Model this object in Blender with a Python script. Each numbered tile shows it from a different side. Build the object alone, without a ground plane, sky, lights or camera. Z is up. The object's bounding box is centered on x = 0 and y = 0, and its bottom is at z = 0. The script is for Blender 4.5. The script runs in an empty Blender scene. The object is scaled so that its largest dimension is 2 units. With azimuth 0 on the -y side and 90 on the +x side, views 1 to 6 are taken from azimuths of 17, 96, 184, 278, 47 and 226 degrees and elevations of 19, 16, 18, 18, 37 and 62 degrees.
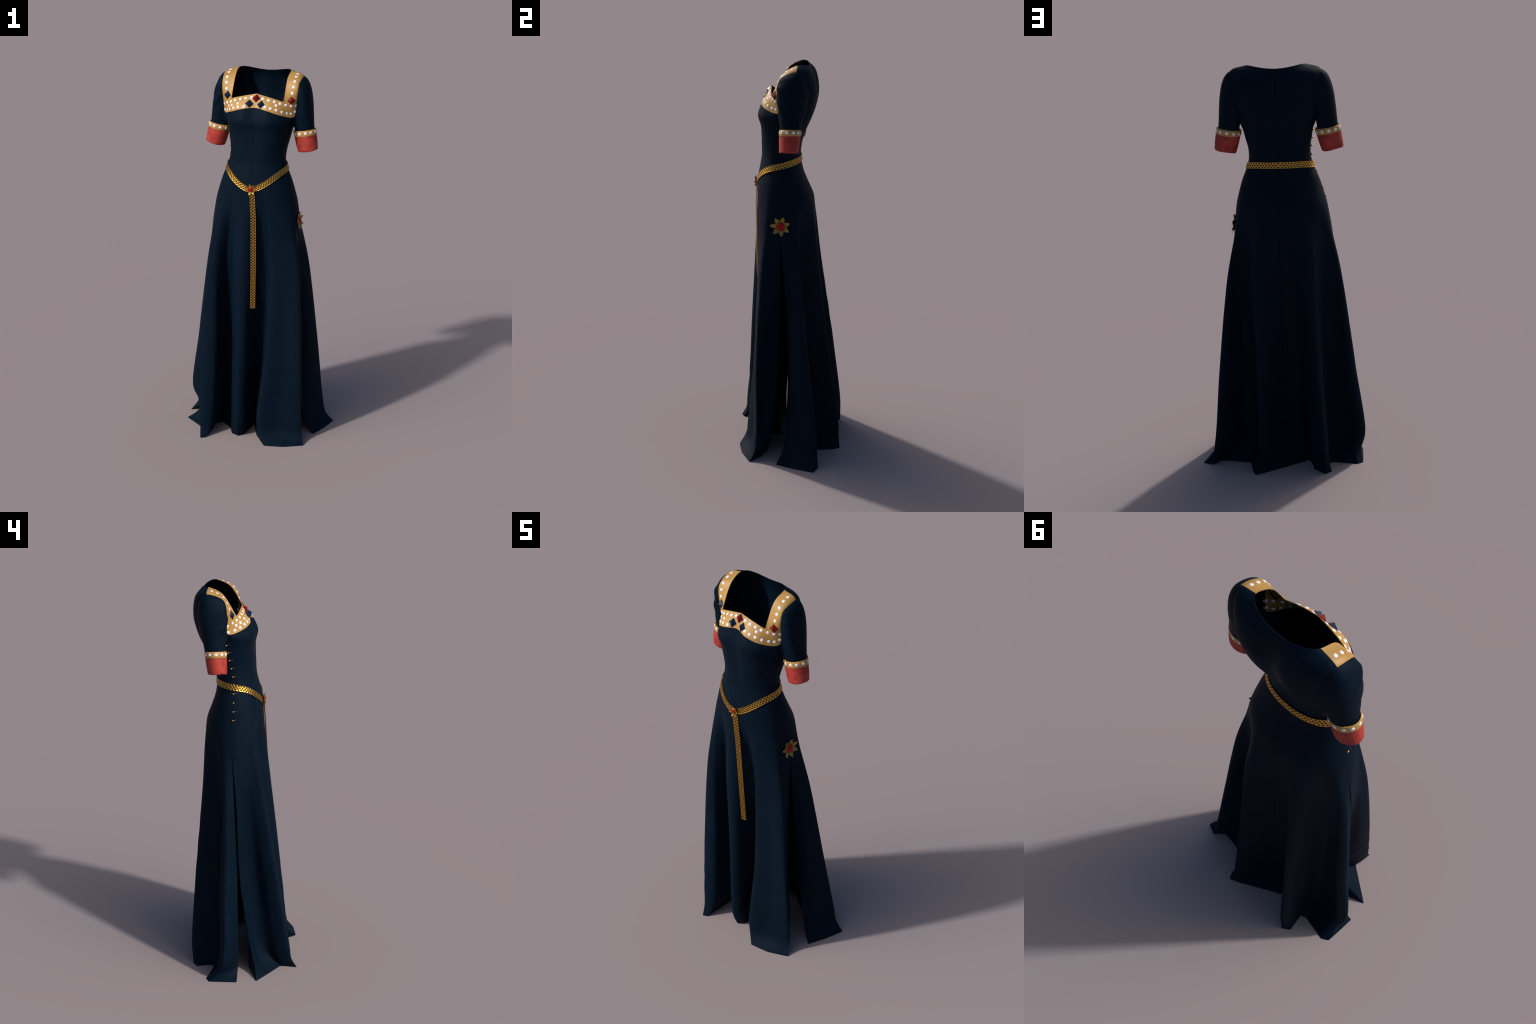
import bpy, bmesh, math
import numpy as np
from mathutils import Vector, Matrix
from mathutils.bvhtree import BVHTree

rng = np.random.default_rng(7)
CX = -0.022            # plane of symmetry of the worn garment
CLOTH = 0.0025         # cloth thickness

# ------------------------------------------------------------------ helpers
def spline(P, per, closed=False, mirror=None, alpha=0.5):
    """Centripetal cubic through P along axis 0 (extra axes are parallel curves).
    per = samples for each segment. mirror = axis to reflect for a symmetric end."""
    P = np.asarray(P, float)
    if P.ndim == 2:
        P = P[:, None, :]
    K = P.shape[0]
    if closed:
        Q = np.concatenate([P[-1:], P, P[:2]])
        nseg = K
    else:
        a = 2 * P[0] - P[1]
        b = 2 * P[-1] - P[-2]
        if mirror is not None:
            s = np.ones(3); s[mirror] = -1
            a = P[1] * s; b = P[-2] * s
        Q = np.concatenate([a[None], P, b[None]])
        nseg = K - 1
    d = np.linalg.norm(np.diff(Q, axis=0), axis=-1) ** alpha + 1e-6
    out = []
    for i in range(nseg):
        p0, p1, p2, p3 = Q[i], Q[i + 1], Q[i + 2], Q[i + 3]
        d0, d1, d2 = (d[i + k][:, None] for k in range(3))
        m1 = d1 * ((p1 - p0) / d0 - (p2 - p0) / (d0 + d1) + (p2 - p1) / d1)
        m2 = d1 * ((p2 - p1) / d1 - (p3 - p1) / (d1 + d2) + (p3 - p2) / d2)
        n = per if np.isscalar(per) else per[i]
        for t in np.arange(n) / n:
            h = (2*t**3 - 3*t*t + 1, t**3 - 2*t*t + t, -2*t**3 + 3*t*t, t**3 - t*t)
            out.append(h[0]*p1 + h[1]*m1 + h[2]*p2 + h[3]*m2)
    if not closed:
        out.append(Q[nseg + 1 - 0] if False else P[-1])
    return np.array(out)

def smooth(a, b, x):
    t = np.clip((np.asarray(x, float) - a) / (b - a), 0, 1)
    return t * t * (3 - 2 * t)

def new_object(name, mesh, parent=None, material=None):
    ob = bpy.data.objects.new(name, mesh)
    bpy.context.scene.collection.objects.link(ob)
    if parent is not None:
        ob.parent = parent
    if material is not None:
        mesh.materials.clear(); mesh.materials.append(material)
    return ob

def grid_mesh(name, P, keep=None, wrap=False, outward=None):
    """Quad grid from P[nu, nv, 3]; keep[nu-1, nv-1] drops faces; outward = axis point function."""
    nu, nv = P.shape[:2]
    idx = np.arange(nu * nv).reshape(nu, nv)
    if wrap:
        a = idx; b = np.roll(idx, -1, axis=0)
        q = np.stack([a[:, :-1], b[:, :-1], b[:, 1:], a[:, 1:]], -1)
    else:
        q = np.stack([idx[:-1, :-1], idx[1:, :-1], idx[1:, 1:], idx[:-1, 1:]], -1)
    if keep is not None:
        q = q[keep]
    q = q.reshape(-1, 4)
    V = P.reshape(-1, 3)
    used = np.unique(q)
    remap = -np.ones(len(V), int); remap[used] = np.arange(len(used))
    q = remap[q]; V = V[used]
    if outward is not None:
        c = V[q].mean(1)
        n = np.cross(V[q[:, 2]] - V[q[:, 0]], V[q[:, 3]] - V[q[:, 1]])
        if np.sum(n * (c - outward(c))) < 0:
            q = q[:, ::-1]
    me = bpy.data.meshes.new(name)
    me.from_pydata(V.tolist(), [], q.tolist())
    me.polygons.foreach_set("use_smooth", [True] * len(me.polygons))
    me.update()
    return me

def solidify(ob, t, offset=-1):
    m = ob.modifiers.new("thickness", 'SOLIDIFY')
    m.thickness = t; m.offset = offset; m.use_even_offset = False
    e = ob.modifiers.new("crisp_edge", 'EDGE_SPLIT'); e.split_angle = math.radians(55); e.use_edge_sharp = False

def axis_line(c):                      # vertical axis of the dress
    return np.stack([np.full(len(c), CX), np.full(len(c), 0.0), c[:, 2]], -1)

def bm_mesh(name, bm, flat=False):
    me = bpy.data.meshes.new(name)
    bm.to_mesh(me); bm.free()
    me.polygons.foreach_set("use_smooth", [not flat] * len(me.polygons))
    return me

# ---------------------------------------------------------------- materials
def material(name, rough=0.6, metal=0.0, spec=0.5):
    m = bpy.data.materials.new(name); m.use_nodes = True
    nt = m.node_tree; p = nt.nodes["Principled BSDF"]
    p.inputs["Roughness"].default_value = rough
    p.inputs["Metallic"].default_value = metal
    p.inputs["Specular IOR Level"].default_value = spec
    return m, nt, p

def node(nt, kind, **kw):
    n = nt.nodes.new(kind)
    for k, v in kw.items():
        if k in n.inputs: n.inputs[k].default_value = v
        else: setattr(n, k, v)
    return n

def coords(nt, scale=(1, 1, 1), loc=(0, 0, 0)):
    tc = node(nt, "ShaderNodeTexCoord"); mp = node(nt, "ShaderNodeMapping")
    mp.inputs["Scale"].default_value = scale; mp.inputs["Location"].default_value = loc
    nt.links.new(tc.outputs["Object"], mp.inputs["Vector"])
    return mp.outputs["Vector"]

def ramp(nt, fac, stops):
    r = node(nt, "ShaderNodeValToRGB")
    e = r.color_ramp.elements
    while len(e) < len(stops): e.new(0.5)
    for s, (pos, col) in zip(e, stops):
        s.position = pos; s.color = (*col, 1)
    nt.links.new(fac, r.inputs["Fac"])
    return r.outputs["Color"]

def math_node(nt, op, a, b=None):
    n = node(nt, "ShaderNodeMath", operation=op)
    for i, v in enumerate((a, b)):
        if v is None: continue
        if isinstance(v, (int, float)): n.inputs[i].default_value = v
        else: nt.links.new(v, n.inputs[i])
    return n.outputs[0]

def mix_color(nt, fac, a, b):
    n = node(nt, "ShaderNodeMix", data_type='RGBA')
    for sock, v in ((n.inputs[0], fac), (n.inputs[6], a), (n.inputs[7], b)):
        if isinstance(v, tuple): sock.default_value = (*v, 1)
        elif isinstance(v, (int, float)): sock.default_value = v
        else: nt.links.new(v, sock)
    return n.outputs[2]

def add_bump(nt, p, height, strength, dist):
    b = node(nt, "ShaderNodeBump", Strength=strength, Distance=dist)
    nt.links.new(height, b.inputs["Height"]); nt.links.new(b.outputs["Normal"], p.inputs["Normal"])

SEAM_Z = 1.545          # waist seam
NAVY = (0.0016, 0.0080, 0.0182)

def cloth_material(name, seams):
    """Dark blue wool with fine slubs; seams = stitched lines down centre and round the waist."""
    m, nt, p = material(name, rough=0.62, spec=0.055)
    n = node(nt, "ShaderNodeTexNoise", Scale=1.0, Detail=4.0, Roughness=0.6)
    nt.links.new(coords(nt, (38, 38, 260)), n.inputs["Vector"])
    w = node(nt, "ShaderNodeTexNoise", Scale=9.0, Detail=3.0)
    nt.links.new(coords(nt), w.inputs["Vector"])
    c1 = ramp(nt, n.outputs["Fac"], [(0.3, tuple(v*0.86 for v in NAVY)), (0.7, tuple(v*1.14 for v in NAVY))])
    c2 = ramp(nt, w.outputs["Fac"], [(0.35, (0.9, 0.9, 0.9)), (0.65, (1.0, 1.0, 1.0))])
    mul = node(nt, "ShaderNodeMix", data_type='RGBA', blend_type='MULTIPLY'); mul.inputs[0].default_value = 1
    nt.links.new(c1, mul.inputs[6]); nt.links.new(c2, mul.inputs[7])
    col = mul.outputs[2]
    if seams:
        tc = node(nt, "ShaderNodeTexCoord"); sx = node(nt, "ShaderNodeSeparateXYZ")
        nt.links.new(tc.outputs["Object"], sx.inputs[0])
        z = sx.outputs[2]
        # centre seam drifts sideways below the hips
        fall = math_node(nt, 'MINIMUM', math_node(nt, 'MULTIPLY', math_node(nt, 'SUBTRACT', 1.35, z), 0.036),
                         math_node(nt, 'ADD', 0.009, math_node(nt, 'MULTIPLY', math_node(nt, 'SUBTRACT', 1.1, z), 0.0065)))
        mid = math_node(nt, 'ADD', math_node(nt, 'MAXIMUM', fall, 0.0), CX)
        d = math_node(nt, 'ABSOLUTE', math_node(nt, 'SUBTRACT', sx.outputs[0], mid))
        line = math_node(nt, 'LESS_THAN', d, 0.0016)
        if seams == "bodice":
            line = math_node(nt, 'MAXIMUM', line, math_node(nt, 'LESS_THAN', z, SEAM_Z + 0.0014))
            y0 = math_node(nt, 'ADD', math_node(nt, 'MULTIPLY', math_node(nt, 'SUBTRACT', z, 1.56), 0.137), -0.018)
            side = math_node(nt, 'LESS_THAN', math_node(nt, 'ABSOLUTE', math_node(nt, 'SUBTRACT', sx.outputs[1], y0)), 0.0012)
            far = math_node(nt, 'GREATER_THAN', math_node(nt, 'ABSOLUTE', math_node(nt, 'SUBTRACT', sx.outputs[0], CX)), 0.12)
            line = math_node(nt, 'MAXIMUM', line, math_node(nt, 'MULTIPLY', side, far))
        if seams == "front":          # the front seam ends under the clasp
            line = math_node(nt, 'MULTIPLY', line, math_node(nt, 'GREATER_THAN', z, 1.36))
        col = mix_color(nt, math_node(nt, 'MULTIPLY', line, 0.95), col, (0.0004, 0.0015, 0.003))
    nt.links.new(col, p.inputs["Base Color"])
    add_bump(nt, p, n.outputs["Fac"], 0.45, 0.002)
    p.inputs["Sheen Weight"].default_value = 0.0
    p.inputs["Sheen Roughness"].default_value = 0.5
    return m

MAT_BODICE = cloth_material("navy_wool_bodice", "bodice")
MAT_FRONT = cloth_material("navy_wool_front", "front")
MAT_BACK = cloth_material("navy_wool_back", "back")
MAT_CLOTH = cloth_material("navy_wool", None)

def gold_cloth():
    m, nt, p = material("gold_brocade", rough=0.5, spec=0.4)
    n = node(nt, "ShaderNodeTexNoise", Scale=14.0, Detail=4.0)
    nt.links.new(coords(nt), n.inputs["Vector"])
    nt.links.new(ramp(nt, n.outputs["Fac"], [(0.3, (0.37, 0.205, 0.050)), (0.7, (0.47, 0.275, 0.080))]), p.inputs["Base Color"])
    f = node(nt, "ShaderNodeTexNoise", Scale=500.0, Detail=2.0)
    nt.links.new(coords(nt), f.inputs["Vector"]); add_bump(nt, p, f.outputs["Fac"], 0.1, 0.001)
    return m
MAT_GOLDCLOTH = gold_cloth()

def red_cloth():
    m, nt, p = material("red_velvet", rough=0.65, spec=0.3)
    n = node(nt, "ShaderNodeTexNoise", Scale=22.0, Detail=6.0, Roughness=0.65, Distortion=1.2)
    nt.links.new(coords(nt), n.inputs["Vector"])
    vein = math_node(nt, 'ABSOLUTE', math_node(nt, 'SUBTRACT', n.outputs["Fac"], 0.5))
    veins = ramp(nt, vein, [(0.0, (1, 1, 1)), (0.05, (0, 0, 0))])
    patch = node(nt, "ShaderNodeTexNoise", Scale=24.0, Detail=2.0)
    nt.links.new(coords(nt, loc=(3, 1, 2)), patch.inputs["Vector"])
    where = ramp(nt, patch.outputs["Fac"], [(0.42, (0, 0, 0)), (0.56, (1, 1, 1))])
    fac = math_node(nt, 'MULTIPLY', veins, where)
    base = ramp(nt, patch.outputs["Fac"], [(0.3, (0.40, 0.045, 0.034)), (0.7, (0.33, 0.032, 0.026))])
    nt.links.new(mix_color(nt, math_node(nt, 'MULTIPLY', fac, 0.75), base, (0.16, 0.012, 0.010)), p.inputs["Base Color"])
    return m
MAT_RED = red_cloth()

def plain(name, col, rough, metal=0.0, spec=0.5):
    m, nt, p = material(name, rough, metal, spec)
    n = node(nt, "ShaderNodeTexNoise", Scale=60.0, Detail=3.0)
    nt.links.new(coords(nt), n.inputs["Vector"])
    nt.links.new(ramp(nt, n.outputs["Fac"], [(0.3, tuple(v*0.88 for v in col)), (0.7, tuple(min(1, v*1.06) for v in col))]), p.inputs["Base Color"])
    return m
MAT_PEARL = plain("pearl", (0.86, 0.80, 0.86), 0.35)
MAT_GOLD = plain("gold_metal", (0.54, 0.30, 0.06), 0.38, 1.0)
MAT_PETAL = plain("old_gold_metal", (0.30, 0.20, 0.05), 0.45, 0.9)
MAT_RUBY = plain("ruby", (0.15, 0.004, 0.003), 0.22, 0.0, 0.25)
MAT_SAPPHIRE = plain("sapphire", (0.0030, 0.015, 0.045), 0.22, 0.0, 0.25)
MAT_THREAD = plain("thread", (0.05, 0.045, 0.04), 0.8)

# ------------------------------------------------------------ body sections
SEC_Z = [1.00, 1.19, 1.27, 1.33, 1.40, 1.45, 1.50, 1.545, 1.57, 1.62]
SEC_W = [.268, .240, .229, .219, .200, .184, .163, .150, .148, .150]   # half width
SEC_F = [-.160, -.150, -.147, -.145, -.142, -.135, -.125, -.117, -.115, -.112]
SEC_B = [.182, .166, .157, .145, .115, .095, .083, .079, .080, .090]
def section(theta, z, grow=0.0):
    """Point of the worn body at height z; theta 0 = front, +90 degrees = +x side."""
    w = np.interp(z, SEC_Z, SEC_W) + grow
    f = np.interp(z, SEC_Z, SEC_F) - grow
    b = np.interp(z, SEC_Z, SEC_B) + grow
    yc = -0.012
    s, c = np.sin(theta), np.cos(theta)
    e = 0.92
    X = w * np.sign(s) * np.abs(s) ** e
    Y = yc + np.where(c > 0, (f - yc), -(b - yc)) * np.sign(c) * np.abs(c) ** e * np.where(c > 0, 1, 1)
    lean = -0.003 * smooth(1.42, 1.15, z)                  # the hips sit slightly to one side
    return np.stack([CX + X + lean, Y, z + 0 * X], -1)

# ----------------------------------------------------------------- bodice
# Half-body columns from centre front round the side to centre back.
# Each column lists points (X from the middle, y, z) from ribs up to the neckline.
COLUMNS = [
 [(0,-.113,1.60),(0,-.111,1.65),(0,-.112,1.70),(0,-.117,1.75),(0,-.091,1.822),(0,-.076,1.858),(0,-.061,1.890)],
 [(.057,-.111,1.60),(.060,-.111,1.65),(.062,-.114,1.70),(.066,-.127,1.755),(.068,-.106,1.813),(.068,-.083,1.847),(.068,-.058,1.874)],
 [(.102,-.090,1.60),(.107,-.092,1.65),(.112,-.096,1.70),(.120,-.106,1.75),(.130,-.083,1.792),(.122,-.070,1.830),(.108,-.054,1.864)],
 [(.134,-.056,1.60),(.140,-.057,1.65),(.147,-.058,1.70),(.160,-.055,1.74),(.187,-.012,1.778),(.165,-.035,1.820),(.139,-.050,1.856)],
 [(.147,-.020,1.60),(.154,-.015,1.65),(.162,-.005,1.70),(.174,.010,1.735),(.197,.018,1.835),(.203,-.003,1.940),(.139,.015,1.967)],
 [(.148,.012,1.60),(.156,.025,1.65),(.165,.040,1.70),(.178,.055,1.735),(.200,.060,1.850),(.208,.077,1.975),(.139,.077,1.999)],
 [(.140,.045,1.60),(.149,.065,1.65),(.158,.085,1.70),(.172,.105,1.755),(.186,.125,1.860),(.190,.116,1.965),(.122,.099,2.002)],
 [(.112,.068,1.60),(.118,.088,1.65),(.126,.110,1.70),(.137,.135,1.76),(.145,.156,1.860),(.138,.146,1.955),(.083,.118,1.996)],
 [(.062,.082,1.60),(.066,.098,1.65),(.070,.121,1.70),(.075,.147,1.76),(.078,.168,1.860),(.070,.154,1.945),(.043,.125,1.990)],
 [(0,.084,1.60),(0,.096,1.65),(0,.113,1.70),(0,.134,1.76),(0,.152,1.860),(0,.144,1.940),(0,.127,1.987)],
]
CORNER = 3                                    # column of the neckline's front corner
WAIST_TH = np.radians([0, 24, 46, 68, 84, 97, 115, 135, 157, 180])
waist = section(WAIST_TH, np.full(10, SEAM_Z)); waist[:, 0] -= CX
below = section(WAIST_TH, np.full(10, 1.50)); below[:, 0] -= CX          # only shapes the waist
G = np.concatenate([below[:, None, :], waist[:, None, :], np.array(COLUMNS)], axis=1)
PU, PV = 10, 12
Gv = spline(np.swapaxes(G, 0, 1), PV)[PV:]                               # rows first
Gv = np.swapaxes(Gv, 0, 1)                                               # 10 x nv x 3
smooth_half = spline(Gv, PU, mirror=0)
kinked_half = np.concatenate([spline(Gv[:CORNER + 1], PU)[:-1], spline(Gv[CORNER:], PU)])
nu, nv = smooth_half.shape[:2]
vv = np.arange(nv) / PV
wk = smooth(5.6, 6.9, vv)[None, :, None]
HALF = smooth_half * (1 - wk) + kinked_half * wk

def half_at(u, v):
    """Bilinear lookup on the fine half grid, u in columns, v in rows."""
    fu = np.clip(np.asarray(u, float) * PU, 0, nu - 1.001); fv = np.clip(np.asarray(v, float) * PV, 0, nv - 1.001)
    i, j = fu.astype(int), fv.astype(int); a, b = (fu - i)[..., None], (fv - j)[..., None]
    return (HALF[i, j]*(1-a)*(1-b) + HALF[i+1, j]*a*(1-b) + HALF[i, j+1]*(1-a)*b + HALF[i+1, j+1]*a*b)

def half_normal(u, v):
    e = 0.06
    du = half_at(np.minimum(u + e, 9), v) - half_at(np.maximum(u - e, 0), v)
    dv = half_at(u, np.minimum(v + e, 7)) - half_at(u, np.maximum(v - e, 0))
    n = np.cross(du, dv); n /= np.linalg.norm(n, axis=-1, keepdims=True) + 1e-12
    p = half_at(u, v); c = np.stack([0*p[..., 0], 0*p[..., 0]+0.03, np.minimum(p[..., 2], 1.88)], -1)
    return n * np.sign(np.sum(n * (p - c), -1, keepdims=True))

ARMHOLE_UV = np.array([(5, 6.0, 0), (4.45, 6.02, 0), (4.0, 6.0, 0), (3.5, 5.52, 0), (3.12, 5.02, 0), (3.38, 4.6, 0), (3.75, 4.2, 0), (4.3, 4.0, 0),
                       (5.0, 4.0, 0), (5.7, 4.15, 0), (6.1, 4.6, 0), (6.2, 5.1, 0), (6.0, 5.6, 0), (5.6, 5.9, 0)], float)
ARM_LOOP = spline(ARMHOLE_UV, 8, closed=True)[:, 0, :2]

def inside_loop(loop, pts):
    r = np.zeros(len(pts), bool)
    for (x0, y0), (x1, y1) in zip(loop, np.roll(loop, -1, 0)):
        hit = ((y0 > pts[:, 1]) != (y1 > pts[:, 1]))
        r ^= hit & (pts[:, 0] < (x1 - x0) * (pts[:, 1] - y0) / (y1 - y0 + 1e-12) + x0)
    return r

dress = bpy.data.objects.new("dress", None)
bpy.context.scene.collection.objects.link(dress)
dress["label"] = "long navy blue medieval gown with gold trim, pearls and belt"
dress["category"] = "dress"

mirror_half = HALF[::-1][1:-1].copy(); mirror_half[..., 0] *= -1
FULL = np.concatenate([HALF, mirror_half]); FULL = FULL.copy(); FULL[..., 0] += CX
uc = (np.arange(nu - 1) + .5) / PU; vc = (np.arange(nv - 1) + .5) / PV
# the trim replaces the wool along the neckline, so its inside shows gold too
trim_lo = np.interp(uc, [0, 3.1, 3.5, 4.0, 4.45, 5.0, 5.001, 9], [5.0, 5.0, 5.52, 6.0, 6.02, 6.0, 9, 9])
UU, VV = np.meshgrid(uc, vc, indexing='ij')
hole = VV > trim_lo[:, None] + 0.06
hole |= inside_loop(ARM_LOOP, np.stack([UU.ravel(), VV.ravel()], -1)).reshape(UU.shape) & (VV > 4.95)   # armhole, closed low down
keep = np.concatenate([~hole, ~hole[::-1]])
bodice_mesh = grid_mesh("bodice", FULL, keep=keep, wrap=True, outward=axis_line)
bodice = new_object("bodice", bodice_mesh, dress, MAT_BODICE)
solidify(bodice, CLOTH)

# ------------------------------------------------------------------ sleeves
SLEEVE_DROP, SLEEVE_PULL = -0.42, 0.0
def sleeve_rings(side):
    """Rings of one sleeve from the armhole down to the cuff, in body coordinates."""
    n = len(ARM_LOOP)
    p0 = half_at(ARM_LOOP[:, 0], ARM_LOOP[:, 1]) + half_normal(ARM_LOOP[:, 0], ARM_LOOP[:, 1]) * 0.001
    # angle of each armhole point about the arm: 0 = outer top, 90 = front
    c0 = np.array([0.19, 0.06, 1.855])
    ang = np.arctan2(-(p0[:, 1] - c0[1]), (p0[:, 2] - c0[2]))
    ang = np.unwrap(ang)
    end = np.stack([0.234 + 0.049*np.cos(ang), 0.048 - 0.050*np.sin(ang), 1.690 + 0.008*np.cos(ang)], -1)
    top = smooth(1.76, 1.96, p0[:, 2])[:, None]
    fore = np.clip(np.sin(ang), 0, 1)[:, None]
    L = np.linalg.norm(end - p0, axis=1, keepdims=True)
    down = np.array([0.16, -0.02, -1.0])
    out = np.concatenate([np.ones_like(top), -0.05 - 0.35*fore, np.full_like(top, SLEEVE_DROP)], 1)
    t0 = down * (1 - top) + out * top; t0 /= np.linalg.norm(t0, axis=1, keepdims=True)
    t0 = t0 * L * (0.75 + SLEEVE_PULL * top)
    t1 = down / np.linalg.norm(down) * L * 0.9
    rows = []
    for t in np.linspace(0, 1, 56):
        h = (2*t**3 - 3*t*t + 1, t**3 - 2*t*t + t, -2*t**3 + 3*t*t, t**3 - t*t)
        rows.append(h[0]*p0 + h[1]*t0 + h[2]*end + h[3]*t1)
    c = ARM_LOOP.mean(0); tuck = c + (ARM_LOOP - c) * 1.07            # seam allowance under the bodice edge
    rows.insert(0, half_at(tuck[:, 0], tuck[:, 1]) - half_normal(tuck[:, 0], tuck[:, 1]) * 0.0015)
    R = np.array(rows)                                  # nt x n x 3
    # pulled creases fanning from the front of the armpit
    mid = R.mean(1, keepdims=True); rad = R - mid; rad /= np.linalg.norm(rad, axis=-1, keepdims=True)
    t = np.concatenate([[0], np.linspace(0, 1, 56)])[:, None]
    a = ((ang + np.pi) % (2*np.pi) - np.pi)[None, :]
    front = np.exp(-((a - 1.15) / 0.75) ** 2) * smooth(0.02, 0.18, t) * (1 - smooth(0.45, 0.85, t))
    back = np.exp(-((a + 1.9) / 0.6) ** 2) * smooth(0.03, 0.2, t) * (1 - smooth(0.4, 0.9, t))
    ph = 1.3 if side > 0 else 0.4
    ripple = np.sin(88 * R[..., 2] - 3.2 * a + ph + 1.4*np.sin(31 * R[..., 2] + 2*a + ph)) * (0.65 + 0.35*np.sin(23 * R[..., 2] + 5*ph))
    wr = 0.0058 * front * np.sign(ripple) * np.abs(ripple) ** 0.8 \
       + 0.0032 * back * np.sin(60 * R[..., 2] + 3 * a)
    R = R + rad * wr[..., None]
    R[..., 0] = CX + side * R[..., 0]
    return np.swapaxes(R, 0, 1)                         # n x nt x 3

def ring(side, cx, cy, cz, rx, ry, tilt, n=96):
    a = np.arange(n) / n * 2 * np.pi
    return np.stack([CX + side*(cx + rx*np.cos(a)), cy - ry*np.sin(a), cz + tilt*np.cos(a)], -1)

CUFF_TOP = (0.2305, 0.0475, 1.705, 0.0575, 0.0515, 0.009)
CUFF_BOT = (0.2545, 0.0400, 1.597, 0.0515, 0.0455, 0.010)
def cuff_ring(side, t, grow=0.0):
    p = [a + (b - a) * t for a, b in zip(CUFF_TOP, CUFF_BOT)]
    p[3] += grow + 0.002*math.sin(t*math.pi); p[4] += grow + 0.002*math.sin(t*math.pi)
    return ring(side, *p)

def bake_pearl():
    """Flattened bead lying on +z."""
    bm = bmesh.new()
    bmesh.ops.create_uvsphere(bm, u_segments=16, v_segments=10, radius=1.0)
    for v in bm.verts: v.co.z *= 0.40
    return bm_mesh("pearl", bm)
PEARL = bake_pearl(); PEARL.materials.append(MAT_PEARL)

def place(mesh, name, parent, p, n, size, spin_up=(0, 0, 1)):
    n = Vector(n).normalized(); up = Vector(spin_up); x = up.cross(n)
    if x.length < 1e-4: x = Vector((1, 0, 0))
    x.normalize(); y = n.cross(x)
    ob = bpy.data.objects.new(name, mesh)
    bpy.context.scene.collection.objects.link(ob)
    M = Matrix((x, y, n)).transposed().to_4x4(); M.translation = Vector(p)
    ob.matrix_world = M @ Matrix.Diagonal((size, size, size, 1))
    ob.parent = parent
    return ob

TRIM_T = 0.27
for side in (1, -1):
    R = sleeve_rings(side)
    def arm_axis(c, R=R):
        m = R.mean(0); k = np.argmin(np.abs(c[:, None, 2] - m[None, :, 2]), axis=1); return m[k]
    sl = new_object("sleeve", grid_mesh("sleeve", R, wrap=True, outward=arm_axis), dress, MAT_CLOTH)
    solidify(sl, CLOTH)
    def cuff_axis(c, side=side): return np.broadcast_to([CX + side*0.243, 0.044, 1.65], c.shape)
    # red turn-back: outer face, rolled lower edge, lining going back up inside
    prof = [(t, 0.0) for t in np.linspace(TRIM_T - 0.01, 0.955, 16)] + [(0.985, -0.0008), (1.0, -0.003), (1.0, -0.006), (0.98, -0.0085)] \
         + [(t, -0.0095) for t in np.linspace(0.93, 0.30, 8)]
    C = np.stack([cuff_ring(side, t, g) for t, g in prof], 1)
    jit = 0.0012*np.sin(np.arange(96)/96*2*np.pi*3 + side)[:, None]
    C[..., 2] += jit
    cuff = new_object("cuff", grid_mesh("cuff", C, wrap=True), dress, MAT_RED)
    cuff.data.validate()
    prof = [(TRIM_T, -0.004), (TRIM_T, 0.0005), (TRIM_T - .008, 0.0012), (0.008, 0.0012), (0.0, 0.0004), (0.0, -0.0035), (0.05, -0.004), (TRIM_T, -0.004)]
    T = np.stack([cuff_ring(side, t, g) for t, g in prof], 1)
    trim = new_object("cuff_trim", grid_mesh("cuff_trim", T, wrap=True), cuff, MAT_GOLDCLOTH)
    for k in range(11):
        i = int((k + 0.4) * 96 / 11) % 96
        r = cuff_ring(side, TRIM_T * 0.5, 0.0012); p = r[i]; c = r.mean(0); n = p - c; n[2] = 0
        place(PEARL, "pearl", trim, p - n / np.linalg.norm(n) * 0.0014, n, 0.0084)
for ob in bpy.data.objects:
    if ob.name.startswith("cuff"):
        bm = bmesh.new(); bm.from_mesh(ob.data)
        bmesh.ops.recalc_face_normals(bm, faces=bm.faces)
        bm.to_mesh(ob.data); bm.free()
        ob.data.polygons.foreach_set("use_smooth", [True]*len(ob.data.polygons))

# ------------------------------------------------------------ neckline trim
u_f = np.concatenate([np.linspace(0, 3, 46), np.linspace(3, 5, 41)[1:]])
v_lo = np.where(u_f <= 3.1, 5.0, np.interp(u_f, [3.1, 3.5, 4.0, 4.45, 5.0], [5.0, 5.52, 6.0, 6.02, 6.0]))
s = np.linspace(0, 1, 25)
Ug = np.repeat(u_f[:, None], 25, 1); Vg = v_lo[:, None] * (1 - s) + 6.999 * s
band = half_at(Ug, Vg) + half_normal(Ug, Vg) * 0.0012
left = band[::-1][:-1].copy(); left[..., 0] *= -1
BAND = np.concatenate([left, band]); BAND[..., 0] += CX
trim_mesh = grid_mesh("neckline_trim", BAND, outward=axis_line)
neck = new_object("neckline_trim", trim_mesh, dress, MAT_GOLDCLOTH)
solidify(neck, 0.0024)
bvh = BVHTree.FromPolygons([tuple(v.co) for v in trim_mesh.vertices], [tuple(p.vertices) for p in trim_mesh.polygons])

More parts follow.
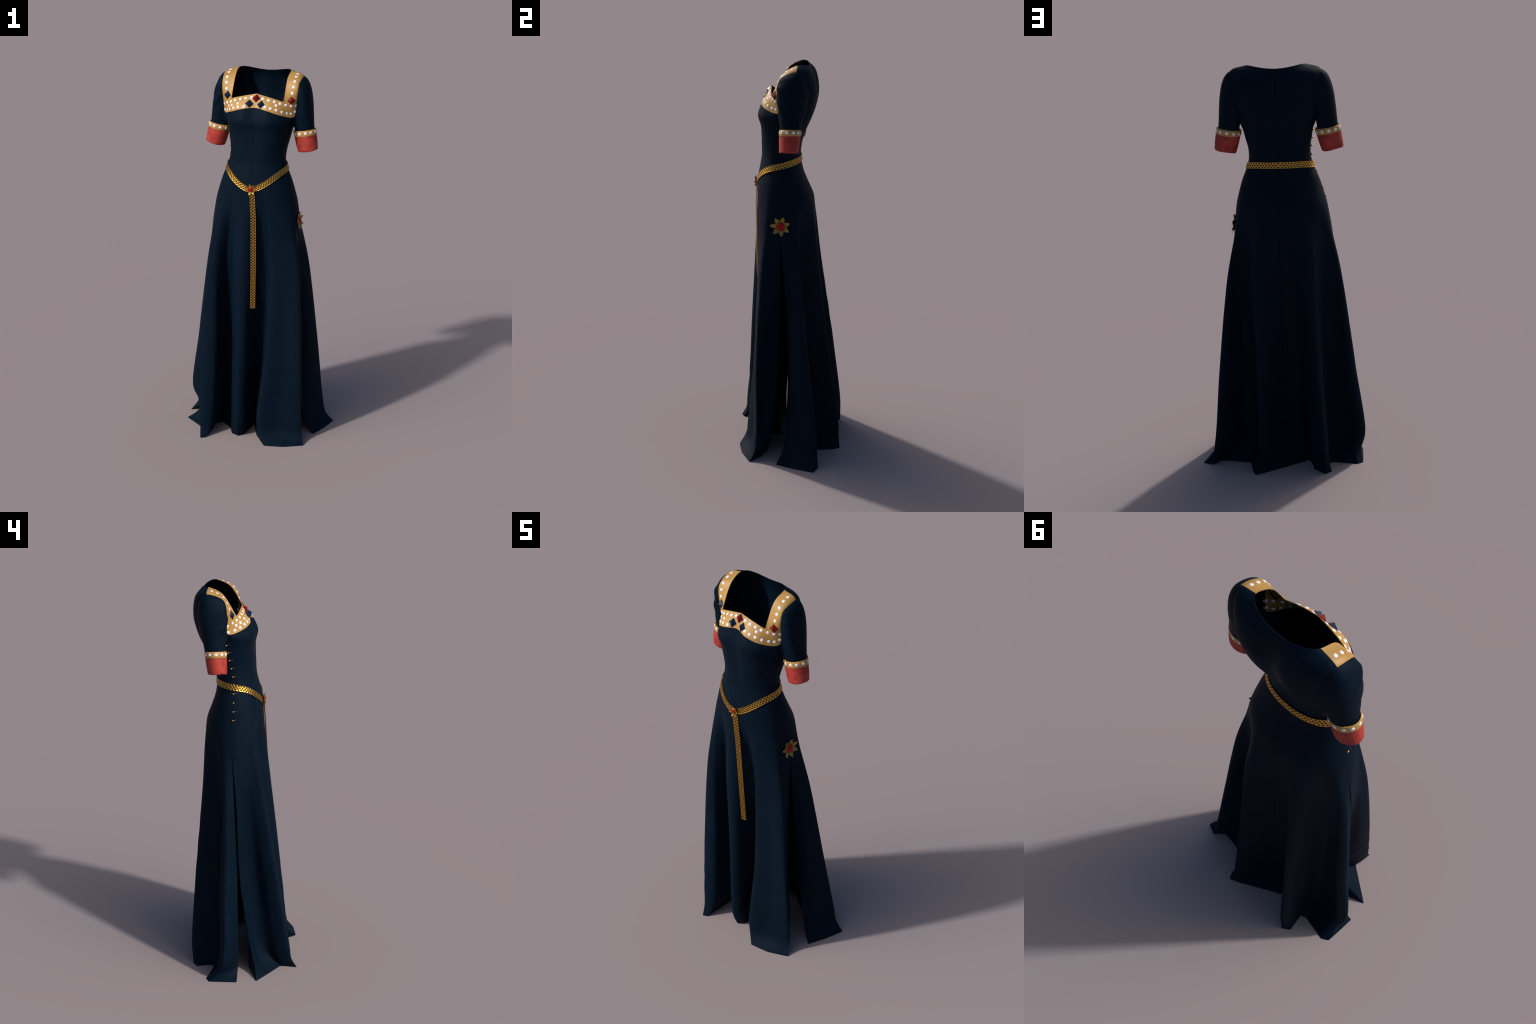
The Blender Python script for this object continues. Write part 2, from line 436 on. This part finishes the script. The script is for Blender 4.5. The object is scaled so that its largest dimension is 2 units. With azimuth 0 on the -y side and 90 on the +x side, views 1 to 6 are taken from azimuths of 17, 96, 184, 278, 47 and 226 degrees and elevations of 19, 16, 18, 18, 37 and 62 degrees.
PEARLS = [  # two rows along the chest, a few between them, one row over each shoulder
 (.013,-.072,1.869),(.044,-.072,1.863),(.0735,-.067,1.856),(.102,-.059,1.847),(.129,-.046,1.839),(.154,-.030,1.834),(.173,-.012,1.834),
 (.0865,-.0745,1.840),(.033,-.097,1.833),(.062,-.0955,1.826),(.090,-.086,1.818),(.1165,-.070,1.807),(.137,-.047,1.798),(.153,-.028,1.794),(.169,-.010,1.803),
 (.154,-.023,1.898),(.157,-.015,1.928),(.159,.001,1.955),(.158,.0295,1.976),(.1595,.0565,1.987),
 (-.047,-.071,1.871),(-.078,-.072,1.865),(-.108,-.068,1.858),(-.138,-.0625,1.849),(-.165,-.051,1.838),(-.190,-.035,1.828),(-.213,-.012,1.817),
 (-.118,-.0825,1.8375),(-.154,-.067,1.8235),(-.175,-.048,1.814),
 (-.077,-.101,1.827),(-.1125,-.0955,1.8215),(-.140,-.084,1.813),(-.166,-.067,1.802),(-.187,-.043,1.793),(-.209,-.014,1.787),
 (-.198,-.023,1.898),(-.201,-.015,1.928),(-.203,.001,1.955),(-.203,.0295,1.976),(-.2035,.0565,1.987)]
for q in PEARLS:
    hit, n, _, _ = bvh.find_nearest(Vector(q))
    place(PEARL, "pearl", neck, hit - n * 0.0012, n, 0.0082)   # set through the band, showing inside too

def gem_mesh(name, mat):
    """Square-cut pyramid stone standing on a corner."""
    bm = bmesh.new()
    rim = [bm.verts.new((math.cos(k*math.pi/2), math.sin(k*math.pi/2), 0.10)) for k in range(4)]
    base = [bm.verts.new((math.cos(k*math.pi/2), math.sin(k*math.pi/2), -0.12)) for k in range(4)]
    tip = bm.verts.new((0, 0, 0.75))
    for k in range(4):
        bm.faces.new((rim[k], rim[(k+1) % 4], tip))
        bm.faces.new((base[k], base[(k+1) % 4], rim[(k+1) % 4], rim[k]))
    bm.faces.new(base[::-1])
    me = bm_mesh(name, bm, flat=True); me.materials.append(mat); return me
RUBY_GEM = gem_mesh("ruby_gem", MAT_RUBY); SAPPHIRE_GEM = gem_mesh("sapphire_gem", MAT_SAPPHIRE)
for me, q in [(RUBY_GEM, (-.020, -.074, 1.869)), (SAPPHIRE_GEM, (-.053, -.086, 1.840)), (SAPPHIRE_GEM, (.010, -.087, 1.840)),
              (RUBY_GEM, (.150, -.024, 1.862)), (SAPPHIRE_GEM, (-.188, -.030, 1.867))]:
    hit, n, _, _ = bvh.find_nearest(Vector(q))
    place(me, me.name, neck, hit, n, 0.0215)

# -------------------------------------------------------------------- skirt
# Fold lines: ground plan (x, y) of each ridge and valley at heights 1.19 (offset from the hip only),
# 1.0, 0.5, 0.12 and on the ground; an optional fifth point places the buckle just above the ground.
LEVELS = (1.0, 0.5, 0.12, 0.0)
HEM_Z = -0.002          # the hem rests on the floor
FRONT_FOLDS = [
 [(.208,-.011),(.204,-.030),(.240,-.068),(.178,-.095),(.228,-.078)], # slit edge
 [(.230,-.052),(.246,-.090),(.274,-.106),(.262,-.118),(.274,-.110)],
 [(.245,-.099),(.285,-.131),(.302,-.137),(.327,-.174)],     # corner ridge
 [(.170,-.124),(.190,-.146),(.190,-.164),(.225,-.227),(.195,-.180)],
 [(.094,-.134),(.090,-.164),(.068,-.206),(.124,-.250)],     # ridge
 [(.068,-.108),(.066,-.108),(.050,-.130),(.050,-.150)],
 [(.044,-.092),(.036,-.056),(.018,-.045),(.000,-.036)],     # valley
 [(.012,-.118),(.004,-.104),(.000,-.108),(-.012,-.110)],
 [(-.020,-.155),(-.018,-.186),(-.010,-.192),(-.018,-.165)],
 [(-.058,-.168),(-.050,-.201),(-.043,-.217),(-.045,-.192)], # middle lobe
 [(-.108,-.144),(-.096,-.162),(-.084,-.192),(-.086,-.176)],
 [(-.132,-.110),(-.114,-.106),(-.104,-.122),(-.115,-.119)],
 [(-.154,-.092),(-.144,-.052),(-.140,-.056),(-.172,-.072)], # valley
 [(-.178,-.122),(-.172,-.128),(-.170,-.138),(-.203,-.090),(-.185,-.100)],
 [(-.202,-.145),(-.184,-.192),(-.185,-.232),(-.210,-.272)],
 [(-.244,-.146),(-.256,-.204),(-.248,-.248),(-.235,-.284)], # corner ridge
 [(-.250,-.108),(-.256,-.150),(-.247,-.188),(-.226,-.215)],
 [(-.254,-.076),(-.226,-.090),(-.222,-.122),(-.228,-.195),(-.216,-.150)], # hollow
 [(-.268,-.040),(-.240,-.042),(-.245,-.074),(-.300,-.145),(-.262,-.098)],
 [(-.283,-.019),(-.275,-.014),(-.290,-.060),(-.386,-.085),(-.330,-.075)], # fold beside the slit
 [(-.284,-.015),(-.262,-.009),(-.274,-.030),(-.240,-.030),(-.258,-.030)], # slit edge
]
BACK_FOLDS = [
 [(.210,.004),(.222,.022),(.270,.007),(.346,-.033)],       # slit edge
 [(.232,.036),(.284,.047),(.320,.072),(.386,.060)],
 [(.247,.087),(.312,.125),(.351,.164),(.416,.163)],         # corner ridge
 [(.235,.090),(.292,.138),(.334,.178),(.364,.184)],
 [(.205,.076),(.240,.094),(.275,.146),(.328,.142)],
 [(.172,.074),(.195,.062),(.215,.102),(.255,.150),(.230,.118)], # valley
 [(.140,.110),(.148,.075),(.152,.092),(.172,.166),(.158,.112)],
 [(.122,.154),(.122,.175),(.126,.215),(.152,.262)],
 [(.104,.174),(.106,.230),(.107,.278),(.138,.286)],         # ridge
 [(.075,.170),(.078,.216),(.080,.256),(.098,.268)],
 [(.036,.152),(.038,.176),(.040,.188),(.045,.238),(.043,.196)],
 [(-.011,.130),(-.006,.134),(-.005,.138),(-.010,.206),(-.008,.148)],
 [(-.075,.126),(-.085,.106),(-.092,.105),(-.127,.140),(-.105,.112)], # valley
 [(-.113,.152),(-.132,.176),(-.146,.214),(-.152,.230)],
 [(-.150,.171),(-.184,.236),(-.208,.277),(-.208,.277)],     # ridge
 [(-.180,.154),(-.203,.212),(-.226,.256),(-.241,.253)],
 [(-.200,.108),(-.208,.145),(-.224,.170),(-.226,.170)],
 [(-.226,.064),(-.234,.068),(-.243,.086),(-.250,.160),(-.248,.106)], # valley
 [(-.262,.048),(-.292,.066),(-.316,.078),(-.320,.172),(-.312,.108)],
 [(-.292,.046),(-.346,.080),(-.384,.104),(-.372,.179),(-.362,.134)],
 [(-.302,.030),(-.368,.054),(-.413,.078),(-.400,.160),(-.392,.110)], # corner ridge
 [(-.298,.010),(-.350,.024),(-.385,.040),(-.402,.080),(-.372,.055)],
 [(-.288,-.007),(-.318,-.004),(-.328,.010),(-.402,.016),(-.340,.014)], # slit edge
]
def skirt_panel(folds, ends, onset):
    F = np.array([[p[:2] for p in f[:4]] for f in folds])                  # K x 4 x 2
    K = len(F)
    # share the hip line out among the fold lines in proportion to the cloth between them
    run = np.concatenate([[0], np.cumsum(np.linalg.norm(np.diff(F[:, 0], axis=0), axis=1))])
    fine = np.linspace(ends[0], ends[1], 400); hip = section(fine, np.full(400, 1.19))
    arc = np.concatenate([[0], np.cumsum(np.linalg.norm(np.diff(hip, axis=0), axis=1))])
    th = np.interp(run / run[-1], arc / arc[-1], fine)
    upper = [1.60, SEAM_Z - 0.0005, 1.50, 1.45, 1.40, 1.33, 1.27, 1.19]
    keys = [section(th, np.full(K, z)) for z in upper]
    for z, key in zip(upper, keys):                        # the folds begin softly below the hips
        push = smooth(onset, 1.0, z)
        flat = section(th, np.full(K, 1.0))
        key[:, :2] += (F[:, 0] - flat[:, :2]) * push * np.clip(np.abs(np.cos(th)) * 1.6, 0, 1)[:, None]
    def low(i, z): return np.concatenate([F[:, i], np.full((K, 1), z)], 1)
    r1, r2, r3, r4 = (low(i, z if z > 0 else HEM_Z) for i, z in enumerate(LEVELS))
    kink = r3 + (r4 - r3) * 0.30; kink[:, 2] = 0.045
    for k, f in enumerate(folds):
        if len(f) > 4: kink[k, :len(f[4])] = f[4]
        if len(f[3]) > 2: r4[k, 2] = f[3][2]
    keys += [r1, r2, r3, kink, r4]
    ctrl = np.array(keys)                                  # levels x K x 3
    zk = ctrl[:, 0, 2]
    # vertical: cubic in height, sampled about every 12 mm
    per = [max(2, int(round((zk[i] - zk[i+1]) / 0.012))) for i in range(len(zk) - 1)]
    rows = spline(ctrl, per)[per[0]:]                      # the first span only shapes the waist
    # round the folds in plan
    rows = np.swapaxes(rows, 0, 1)
    P = spline(rows, 9)
    # on the ground the hem lies in straight runs between crisp corners
    t = np.arange(P.shape[0]) / 9; i = np.minimum(t.astype(int), K - 2); f = (t - i)[:, None, None]
    straight = rows[i] * (1 - f) + rows[i + 1] * f
    w = 0.9 * smooth(0.11, 0.0, P[..., 2:3])
    return P * (1 - w) + straight * w

END_R, END_L = math.radians(91.5), math.radians(-91.5)
for folds, ends, mat, onset in ((FRONT_FOLDS, (END_R, END_L), MAT_FRONT, 1.42), (BACK_FOLDS, (END_R, math.radians(268.5)), MAT_BACK, 1.36)):
    P = skirt_panel(folds, ends, onset)
    ph = rng.uniform(0, 6.28, 6)
    me = grid_mesh("skirt_panel", P, outward=axis_line)
    # faint diagonal drag lines
    n = np.empty(len(me.vertices)*3); me.vertices.foreach_get("normal", n); n = n.reshape(-1, 3)
    co = np.empty(len(me.vertices)*3); me.vertices.foreach_get("co", co); co = co.reshape(-1, 3)
    q = co[:, 0]*0.8 + co[:, 1]*0.6
    amp = smooth(1.5, 1.1, co[:, 2]) * smooth(0.0, 0.1, co[:, 2]) * 0.0009
    d = np.sin(55*q + 23*co[:, 2] + 3*np.sin(9*co[:, 2] + ph[0]) + ph[1]) * np.clip(np.sin(7*q - 5*co[:, 2] + ph[2]), 0, 1)
    co = co + n * (amp*d)[:, None]; co[:, 2] = np.maximum(co[:, 2], HEM_Z)
    me.vertices.foreach_set("co", co.ravel()); me.update()
    ob = new_object("skirt_panel", me, dress, mat)
    solidify(ob, CLOTH)

# --------------------------------------------------------------------- belt
def chain_mesh(name, path, normal, across, width, holes_per_m):
    """Flat openwork chain: staggered rows of holes (2-1-2-1), slightly domed bars."""
    seg = np.linalg.norm(np.diff(path, axis=0), axis=1); L = np.concatenate([[0], np.cumsum(seg)])
    n = int(L[-1] / 0.0011); m = 20
    t = np.linspace(0, L[-1], n)
    ip = lambda A: np.stack([np.interp(t, L, A[:, k]) for k in range(3)], -1)
    C, N, A = ip(path), ip(normal), ip(across)
    N /= np.linalg.norm(N, axis=1, keepdims=True); A /= np.linalg.norm(A, axis=1, keepdims=True)
    s = np.linspace(-0.5, 0.5, m)
    pitch = 1.0 / holes_per_m
    def hole_dist(tt, ss):
        best = np.full(np.broadcast(tt, ss).shape, 9.0)
        for col, off in ((-0.30, 0.0), (0.0, 0.5), (0.30, 0.0)):
            dt = (tt / pitch - off) - np.round(tt / pitch - off)
            best = np.minimum(best, np.hypot(dt * pitch / 0.0037, (ss - col) * width / 0.0033))
        return best
    hd = hole_dist(t[:, None], s[None, :])
    lift = 0.0010 * np.clip(hd - 1.0, 0, 1.2)
    P = C[:, None] + A[:, None] * (s * width)[None, :, None] + N[:, None] * lift[..., None]
    tc = (t[1:] + t[:-1]) / 2; sc = (s[1:] + s[:-1]) / 2
    return grid_mesh(name, P, keep=hole_dist(tc[:, None], sc[None, :]) > 1.0)

phi = np.radians(np.linspace(-180, 180, 241))
def belt_height(a):
    d = np.degrees(np.abs(a))
    return np.interp(d, [0, 10, 20, 30, 40, 50, 60, 75, 90, 110, 140, 180], [1.404, 1.418, 1.437, 1.456, 1.473, 1.486, 1.496, 1.505, 1.512, 1.520, 1.528, 1.530])
bz = belt_height(phi)
k = np.ones(5) / 5
bz = np.convolve(np.concatenate([bz[-3:-1], bz, bz[1:3]]), k, 'valid')
mid = section(phi, bz, 0.004); hi = section(phi, bz + 0.012, 0.004); lo = section(phi, bz - 0.012, 0.004)
tan = np.gradient(mid, axis=0); ac = hi - lo
nrm = np.cross(tan, ac); nrm *= np.sign(np.sum(nrm * (mid - [CX, 0, 1.47]), 1, keepdims=True)); nrm /= np.linalg.norm(nrm, axis=1, keepdims=True)
ac = np.cross(nrm, tan); ac *= np.sign(ac[:, 2:3])
belt = new_object("belt", chain_mesh("belt", mid, nrm, ac, 0.029, 66), dress, MAT_GOLD)
solidify(belt, 0.002)
tz = np.linspace(1.405, 0.752, 60)
tx = np.interp(tz, [0.752, 1.0, 1.25, 1.38, 1.405], [.009, .007, .001, -.009, -.012])
ty = np.interp(tz, [0.752, 1.0, 1.2, 1.3, 1.405], [-.147, -.150, -.149, -.1485, -.1465])
tail_path = np.stack([tx, ty, tz], -1)
tail = new_object("belt_tail", chain_mesh("belt_tail", tail_path, np.tile([0.3, -1.0, 0], (60, 1)), np.tile([1.0, 0.3, 0], (60, 1)), 0.027, 66), belt, MAT_GOLD)
solidify(tail, 0.002)

# ------------------------------------------------------------------ brooches
def petal_mesh():
    """Pointed petal along +y, cupped and curling up off the cloth (+z)."""
    U, V = 9, 13
    P = np.zeros((U, V, 3))
    for j, t in enumerate(np.linspace(0, 1, V)):
        w = 0.235 * (math.sin(math.pi * min(1, 0.22 + 0.78*t)) ** 0.75) * (1 - 0.15*t) + 0.004
        for i, s in enumerate(np.linspace(-1, 1, U)):
            P[i, j] = (s*w, 0.38 + 0.62*t, 0.05 + 0.25*t*t - 0.03*t + 0.06*abs(s)**2*(1 - t))
    return grid_mesh("petal", P)
PETAL = petal_mesh(); PETAL.materials.append(MAT_PETAL)
def dome_mesh(name, r, h, mat, z0=0.0):
    bm = bmesh.new(); bmesh.ops.create_uvsphere(bm, u_segments=28, v_segments=16, radius=1.0)
    for v in bm.verts: v.co = Vector((v.co.x*r, v.co.y*r, z0 + v.co.z*h))
    me = bm_mesh(name, bm); me.materials.append(mat); return me
MAT_CABOCHON = plain("garnet", (0.30, 0.006, 0.003), 0.2, 0.0, 0.2)
STONE = dome_mesh("brooch_stone", 0.425, 0.22, MAT_CABOCHON, 0.11)
def rim_mesh():
    prof = [(0.36, 0.0), (0.50, 0.0), (0.50, 0.10), (0.475, 0.17), (0.44, 0.17), (0.42, 0.10)]
    P = np.array([[(r*math.cos(a), r*math.sin(a), z) for r, z in prof] for a in np.linspace(0, 2*math.pi, 40, endpoint=False)])
    return grid_mesh("brooch_rim", P, wrap=True)
RIM = rim_mesh(); RIM.materials.append(MAT_PETAL)
def brooch(p, n, size, turn):
    root = bpy.data.objects.new("flower_brooch", None)
    bpy.context.scene.collection.objects.link(root)
    n = Vector(n).normalized(); x = Vector((0, 0, 1)).cross(n).normalized(); y = n.cross(x)
    M = Matrix((x, y, n)).transposed().to_4x4(); M.translation = Vector(p)
    root.matrix_world = M; root.parent = dress
    for k in range(7):
        ob = bpy.data.objects.new("petal", PETAL); bpy.context.scene.collection.objects.link(ob)
        ob.parent = root
        ob.matrix_local = Matrix.Rotation(turn + k*2*math.pi/7, 4, 'Z') @ Matrix.Diagonal((size, size, size, 1))
        sm = ob.modifiers.new("thickness", 'SOLIDIFY'); sm.thickness = 0.05; sm.offset = 0
    for me in (STONE, RIM):
        ob = bpy.data.objects.new(me.name, me); bpy.context.scene.collection.objects.link(ob)
        ob.parent = root; ob.matrix_local = Matrix.Diagonal((size, size, size, 1))
brooch((.207, -.006, 1.226), (1, -.02, 0.12), 0.049, math.radians(187))
brooch((-.016, -.1475, 1.409), (0.0, -1, 0.05), 0.031, math.radians(12))

# ------------------------------------------------------------------- buttons
BUTTON = dome_mesh("button", 1.0, 1.0, MAT_GOLD)
for q in [(-.193,.004,1.720),(-.184,-.002,1.682),(-.179,-.006,1.643),(-.175,-.013,1.602),(-.174,-.018,1.560),
          (-.194,-.020,1.479),(-.208,-.019,1.437),(-.224,-.018,1.396),(-.236,-.016,1.355),(-.181,-.020,1.521)]:
    b = place(BUTTON, "button", dress, q, (-1, 0, 0), 0.0052)
    cu = bpy.data.curves.new("button_loop", 'CURVE'); cu.dimensions = '3D'; cu.bevel_depth = 0.0011
    sp = cu.splines.new('POLY'); pts = [(0, -.002, 0), (.002, .006, .001), (.003, .013, .0025), (.005, .019, .003)]
    sp.points.add(len(pts) - 1)
    for pt, (a, bb, c) in zip(sp.points, pts): pt.co = (q[0] + a, q[1] - bb, q[2] + c, 1)
    lo_ = bpy.data.objects.new("button_loop", cu); bpy.context.scene.collection.objects.link(lo_)
    cu.materials.append(MAT_THREAD); lo_.parent = dress
